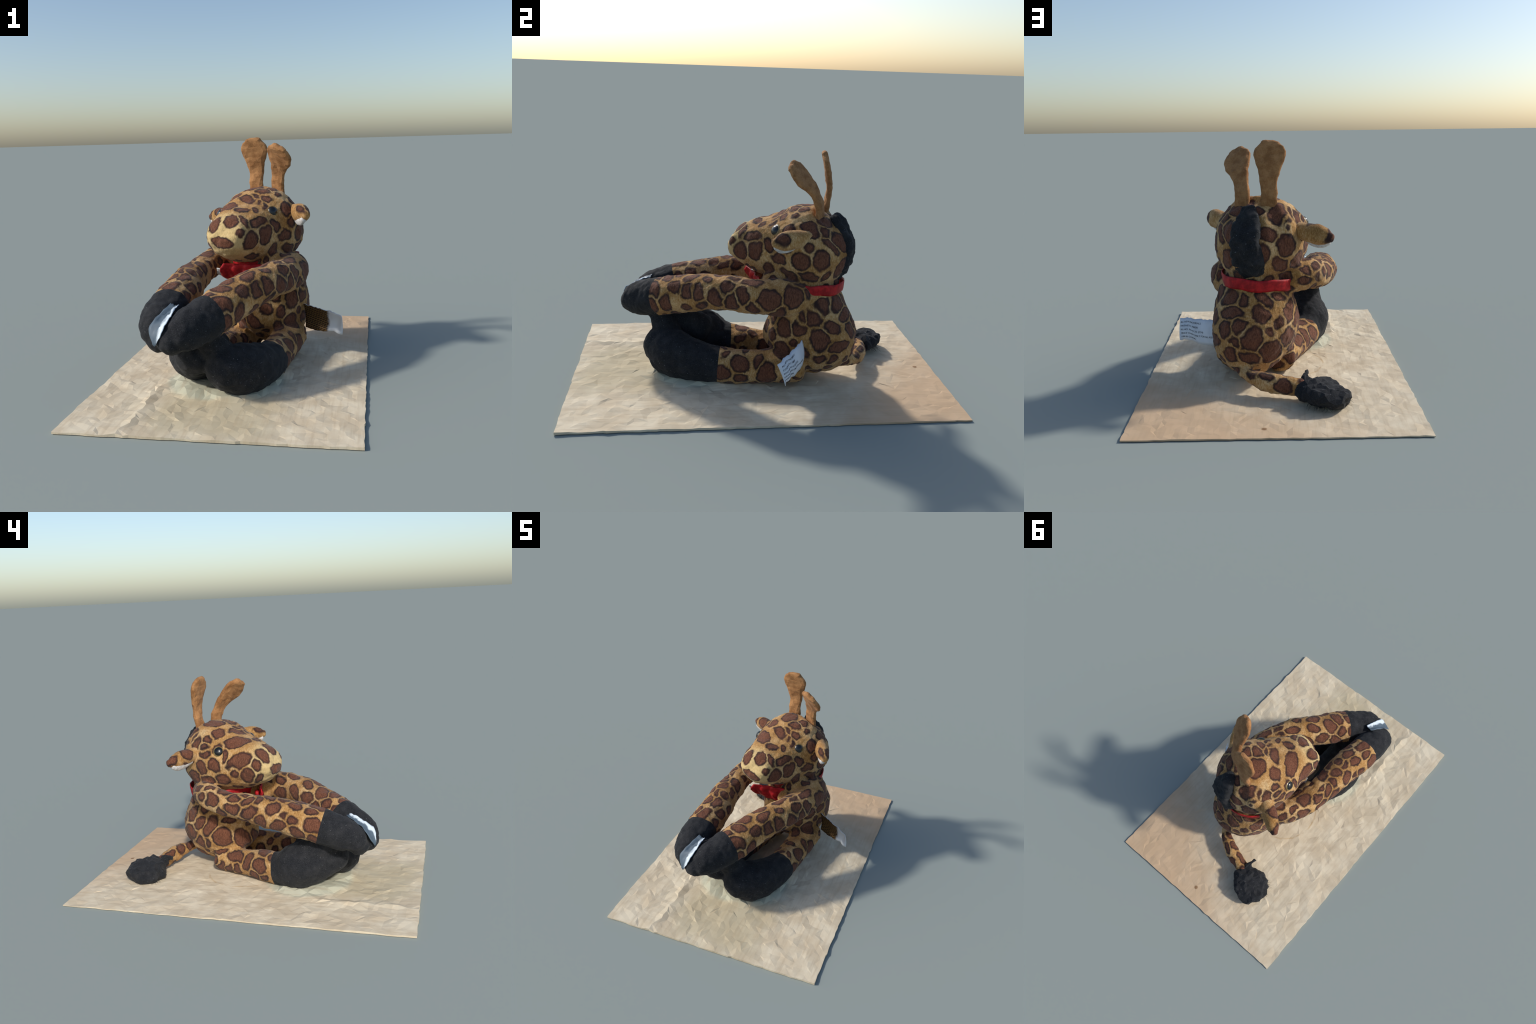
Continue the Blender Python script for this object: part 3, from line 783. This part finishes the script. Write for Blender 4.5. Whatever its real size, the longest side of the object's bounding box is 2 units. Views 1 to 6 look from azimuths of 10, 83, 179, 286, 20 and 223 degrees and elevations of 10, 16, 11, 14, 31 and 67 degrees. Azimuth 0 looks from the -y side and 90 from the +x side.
# ---- bow under the chin
# gathered web of ribbon hanging between chin and chest
top = catmull([(0.125, 0.010, 0.552), (0.060, -0.010, 0.558), (-0.015, -0.025, 0.563), (-0.09, -0.058, 0.570)], 8)
low = catmull([(0.110, 0.000, 0.470), (0.050, -0.005, 0.455), (-0.025, -0.005, 0.460), (-0.100, -0.020, 0.490)], 8)
grid = []
for t in np.linspace(0, 1, 14):
    row = []
    for k, (a, b) in enumerate(zip(top, low)):
        fold = 0.006 * math.sin(k * 0.8 + 2.2 * t) + 0.008 * noise.noise(Vector((k * 0.4, t * 5, 2.0)))
        row.append(a * (1 - t) + b * t + np.array((-0.5, -0.85, 0.1)) * (0.012 + fold + 0.016 * math.sin(math.pi * t)))
    grid.append(row)
sheet("bow", grid, 0.005, ribbon, red, red)
ball("bow_knot", np.array((-0.005, -0.012, 0.520)), 0.021, ribbon, red, (np.array((0.3, -1, 0.2)), 0.7))
white = plain("white_satin", (0.40, 0.41, 0.40), (0.56, 0.57, 0.56), 40, 0.7, 0.2)
grid = [[np.array((-0.085, -0.045, 0.535)) + np.array((-0.055, 0.012, 0.004)) * u + np.array((-0.004, 0.03, -0.055 + 0.02 * u)) * v + np.array((0, -0.004, 0)) * math.sin(5 * u + 3 * v) for u in np.linspace(0, 1, 6)] for v in np.linspace(0, 1, 6)]
sheet("bow_lining", grid, 0.004, ribbon, white, white)


# ---- printed care tag at the hip
paper = plain("white_tag_cloth", (0.60, 0.64, 0.70), (0.70, 0.74, 0.80), 14, 0.7, 0.2)
N = Nodes("printed_tag_back")
# gold grid printed on dark brown, white towards the free end
along = N.n("SeparateXYZ")
N.put(along.inputs[0], N.co)
br = N.n("TexBrick")
N.put(br.inputs["Vector"], N.mapping(scale=(14, 14, 14), rot=(math.radians(90), 0, 0.55)))
br.inputs["Scale"].default_value = 1.7
br.inputs["Color1"].default_value = (0.030, 0.015, 0.008, 1)
br.inputs["Color2"].default_value = (0.045, 0.020, 0.010, 1)
br.inputs["Mortar"].default_value = (0.20, 0.12, 0.04, 1)
br.inputs["Mortar Size"].default_value = 0.035
c = N.mix(N.step(N.math("ADD", along.outputs["X"], N.math("MULTIPLY", N.noise(30), 0.03)), 0.455, 0.475), br.outputs["Color"], (0.66, 0.70, 0.74))
print_back = N.finish(c, 0.6, 0.3)
top = catmull([(0.305, 0.195, 0.290), (0.355, 0.165, 0.285), (0.415, 0.125, 0.278), (0.475, 0.085, 0.275), (0.529, 0.037, 0.262)], 5)
low = catmull([(0.315, 0.20, 0.152), (0.36, 0.175, 0.148), (0.42, 0.14, 0.146), (0.48, 0.105, 0.158), (0.527, 0.078, 0.144)], 5)
nrow = 9
grid = []
for i in range(nrow):
    t = i / (nrow - 1)
    row = []
    for k, (a, b) in enumerate(zip(top, low)):
        w = 0.006 * math.sin(k * 1.1 + i * 0.5) * (k / len(top))
        edge = 0.006 * noise.noise(Vector((k * 0.8, i * 3.3, 1.5))) if i in (0, nrow - 1) else 0.0
        row.append(a * (1 - t) + b * t + np.array((0.5, 0.86, 0)) * (w + 0.012 * math.sin(math.pi * t)) + np.array((0, 0, edge)))
    grid.append(row)
care, G, NR = sheet("care_tag", grid, 0.003, PART_OBJ["torso"], paper, print_back)
ink = plain("grey_ink", (0.05, 0.055, 0.07), (0.09, 0.095, 0.11), 60, 0.8, 0.1)
front_up = 1.0 if NR[4, 10] @ np.array((0.5, 0.86, 0)) > 0 else -1.0
if front_up < 0:
    for p in care.data.polygons:
        p.material_index = 0
    for i in range((nrow - 1) * (len(top) - 1)):
        care.data.polygons[2 * i].material_index = 1


def on_tag(sx, sy):
    """sx 0..1 from the free end to the root, sy 0..1 from top to bottom"""
    r, c = G.shape[:2]
    x, y = (1 - sx) * (c - 1), sy * (r - 1)
    i, j = min(int(y), r - 2), min(int(x), c - 2)
    fy, fx = y - i, x - j
    def mixg(A):
        return (A[i, j] * (1 - fx) + A[i, j + 1] * fx) * (1 - fy) + (A[i + 1, j] * (1 - fx) + A[i + 1, j + 1] * fx) * fy
    return mixg(G), mixg(NR) * front_up


LINES = ("ALL NEW MATERIALS", "SYNTHETIC FIBER", "REG.NO. PA-6132 (CN)", "SURFACE WASH ONLY FOR ALL AGES", "MADE IN CHINA")
for n, words in enumerate(LINES):
    cu = bpy.data.curves.new("print_line", "FONT")
    cu.body = words
    cu.size = 1.0
    cu.extrude = 0.02
    tmp = bpy.data.objects.new("print_line", cu)
    COL.objects.link(tmp)
    me = evaluated(tmp)
    bpy.data.objects.remove(tmp)
    xs = [v.co.x for v in me.vertices]
    x0, wide = min(xs), max(xs) - min(xs)
    length = 0.026 * len(words) + 0.06
    for v in me.vertices:
        sx = 0.05 + (v.co.x - x0) / wide * length
        sy = 0.13 + n * 0.165 + (0.75 - v.co.y) * 0.10
        p, q = on_tag(min(sx, 0.98), min(max(sy, 0), 1))
        v.co = p + q * (0.0018 + 0.02 * v.co.z)
    add("print_line" if n == 0 else "print_line.%03d" % n, me, care, ink, False)

# ---- glossy tag caught between the front hooves
N = Nodes("glossy_white_tag")
xyz = N.n("SeparateXYZ")
N.put(xyz.inputs[0], N.co)
k = N.math("ADD", N.math("ADD", xyz.outputs["X"], N.math("MULTIPLY", xyz.outputs["Y"], -0.35)), N.math("MULTIPLY", N.noise(28, 3), 0.03))
painted_sheen = N.finish(N.mix(N.step(k, 0.018, 0.034), (0.085, 0.12, 0.155), (0.62, 0.70, 0.76)), 0.55, 0.3)  # blue-grey to white split is the tag's reflection, painted into its colour
left = catmull([(-0.230, -0.590, 0.482), (-0.252, -0.632, 0.457), (-0.277, -0.680, 0.428), (-0.298, -0.716, 0.390), (-0.273, -0.748, 0.330)], 4)
right = catmull([(-0.186, -0.602, 0.478), (-0.196, -0.645, 0.463), (-0.206, -0.694, 0.438), (-0.222, -0.746, 0.398), (-0.252, -0.754, 0.335)], 4)
grid = []
for a, b in zip(left, right):
    grid.append([a * (1 - t) + b * t + np.array((0.003, -0.002, -0.008)) * math.sin(math.pi * t) + np.array((0.0, -0.3, 1.0)) * 0.012 * noise.noise(Vector(a * 22 + b * 35 * t)) for t in np.linspace(0, 1, 9)])
sheet("paw_tag", grid, 0.003, PART_OBJ["hoof"], painted_sheen, painted_sheen)

# ------------------------------------------------------------------ board
board_root = bpy.data.objects.new("wooden_board", None)
BX, BY = 0.664, 0.997
N = Nodes("pale_plywood")
xyz = N.n("SeparateXYZ")
N.put(xyz.inputs[0], N.co)
X, Y = xyz.outputs["X"], xyz.outputs["Y"]
wobble = N.math("MULTIPLY", N.math("SUBTRACT", N.noise(3.5, 4, 0.6), 0.5), 0.5)
grain = N.noise(1.0, 4, 0.6, co=N.mapping(scale=(60, 5, 20), rot=(0, 0, 1.35)))
blot = N.noise(6.0, 5, 0.6)
c = N.mix(N.step(blot, 0.35, 0.68), (0.59, 0.49, 0.345), (0.71, 0.62, 0.46))
# bare wood shows tan at the far right corner
tanw = N.step(N.math("ADD", N.math("ADD", N.math("MULTIPLY", X, 0.75), Y), wobble), 0.45, 1.15)
c = N.mix(N.math("MULTIPLY", tanw, 0.8), c, (0.52, 0.345, 0.205))
# board tinted darker olive in front of the feet: baked-in shadow
olive = N.step(N.math("ADD", N.vmath("DISTANCE", N.mapping(scale=(1, 1, 0)), (0.0, -0.72, 0.0)), wobble), 0.45, 0.15)
c = N.mix(N.math("MULTIPLY", olive, 0.6), c, (0.46, 0.39, 0.245))
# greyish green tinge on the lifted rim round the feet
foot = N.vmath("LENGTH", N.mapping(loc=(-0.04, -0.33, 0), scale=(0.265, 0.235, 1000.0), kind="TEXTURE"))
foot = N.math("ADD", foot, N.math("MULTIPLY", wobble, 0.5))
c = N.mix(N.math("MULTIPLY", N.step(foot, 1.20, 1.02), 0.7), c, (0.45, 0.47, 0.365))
c = N.mix(N.math("MULTIPLY", N.step(grain, 0.45, 0.72), 0.30), c, (0.42, 0.31, 0.19))
# thin yellow stain drawn as an arc beside the hip
arc = N.math("ABSOLUTE", N.math("SUBTRACT", N.math("ADD", N.vmath("DISTANCE", N.mapping(scale=(1, 1, 0)), (-0.035, 0.085, 0.0)), N.math("MULTIPLY", N.math("SUBTRACT", N.noise(25), 0.5), 0.02)), 0.222))
arc_k = N.math("MULTIPLY", N.step(arc, 0.008, 0.002), N.step(X, -0.09, -0.14))
c = N.mix(N.math("MULTIPLY", N.math("MULTIPLY", arc_k, N.step(N.noise(14, 2), 0.35, 0.6)), 0.5), c, (0.42, 0.26, 0.10))
# one small knot
k = N.step(N.vmath("DISTANCE", N.mapping(scale=(1, 1, 0), loc=(0, 0, 0)), (0.059, 0.908, 0.0)), 0.016, 0.008)
c = N.mix(N.math("MULTIPLY", k, 0.8), c, (0.20, 0.10, 0.04))
N.bump(N.math("ADD", N.math("MULTIPLY", grain, 0.5), N.noise(60, 4)), 0.12, 0.003)
c = N.finish(c, 0.8, 0.2)
board_mat = N.mat
FOLD = catmull([(-0.377, -0.985), (-0.345, -0.80), (-0.355, -0.60), (-0.355, -0.48), (-0.29, -0.33)], 10)
FEET = [catmull(LEG_L[2:], 6), catmull(LEG_R[2:], 6)]


def board_height(x, y):
    z = 0.0045 * noise.noise(Vector((x * 13, y * 13, 0.3))) + 0.003 * noise.noise(Vector((x * 30, y * 30, 4.3)))
    rough = 0.4 + 0.6 * min(1.0, max(0.0, 0.9 - 0.8 * (0.75 * x + y)))       # the bare wood corner is flatter
    z = 0.0085 - 0.0022 * y + 0.0012 * x + z * rough
    d = np.min(np.hypot(FOLD[:, 0] - x, FOLD[:, 1] - y))
    z += 0.009 * math.exp(-(d / 0.022) ** 2)
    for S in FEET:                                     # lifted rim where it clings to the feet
        q = np.hypot(S[:, 0] - x, S[:, 1] - y) - 0.62 * S[:, 3]
        d = np.min(q)
        lift = 0.020 if y < -0.2 else 0.006
        z += lift * math.exp(-(max(0.0, d) / 0.024) ** 2)
    return max(z, 0.003)


nx, ny = 38, 57
V, F = [], []
for j in range(ny + 1):
    for i in range(nx + 1):
        x, y = -BX + 2 * BX * i / nx, -BY + 2 * BY * j / ny
        inner = 0 < i < nx and 0 < j < ny
        x += RNG.uniform(-0.012, 0.012) if 0 < i < nx else RNG.uniform(-0.003, 0.003)
        y += RNG.uniform(-0.012, 0.012) if 0 < j < ny else RNG.uniform(-0.003, 0.003)
        z = board_height(x, y) + (RNG.uniform(-0.002, 0.002) if inner else 0)
        V.append((max(-0.666, min(0.666, x)), max(-1.0, min(1.0, y)), z))
for j in range(ny):
    for i in range(nx):
        a, b, c2, d = j * (nx + 1) + i, j * (nx + 1) + i + 1, (j + 1) * (nx + 1) + i + 1, (j + 1) * (nx + 1) + i
        F += [(a, b, c2), (a, c2, d)] if RNG.random() < 0.5 else [(a, b, d), (b, c2, d)]
bm = bmesh.new()
bv = [bm.verts.new(v) for v in V]
for f in F:
    bm.faces.new([bv[k] for k in f])
edge = [e for e in bm.edges if e.is_boundary]
r = bmesh.ops.extrude_edge_only(bm, edges=edge)
low = [g for g in r["geom"] if isinstance(g, bmesh.types.BMVert)]
for v in low:
    v.co.z = 0.0
bmesh.ops.contextual_create(bm, geom=[e for e in bm.edges if e.is_boundary])
bmesh.ops.recalc_face_normals(bm, faces=bm.faces)
me = bpy.data.meshes.new("wooden_board")
bm.to_mesh(me)
bm.free()
bpy.data.objects.remove(board_root)
board = add("wooden_board", me, None, board_mat, False)
board["label"] = "thin pale plywood board with bumpy surface"
board["category"] = "board"

# ---- loose hairs of the tail tuft lying on the board
hairs = []
for i in range(90):
    a = RNG.uniform(math.radians(35), math.radians(235))
    c0 = np.array((-0.22, 0.645, 0.0))
    out = np.array((math.cos(a), math.sin(a), 0.0))
    p0 = c0 + out * RNG.uniform(0.075, 0.10)
    p0[2] = RNG.uniform(0.012, 0.05)
    L = RNG.uniform(0.02, 0.05)
    side = np.array((-out[1], out[0], 0)) * RNG.uniform(-0.5, 0.5)
    p1 = p0 + (out + side * 0.5) * L * 0.5
    p1[2] = 0.6 * p0[2] + 0.008
    p2 = p0 + (out + side) * L
    p2[2] = 0.017 + RNG.uniform(0, 0.004)
    hairs.append(loft([(*p0, 0.0008, 0.0008), (*p1, 0.0006, 0.0006), (*p2, 0.0003, 0.0003)], (0, 0, 1.0), seg=5, per=3, caps=(0, 0)))
V, F = merge(hairs)
ob = add("tuft_hairs", mesh_of("tuft_hairs", V, F), PART_OBJ["tail"], felt)
ob["kind"] = "stuff"
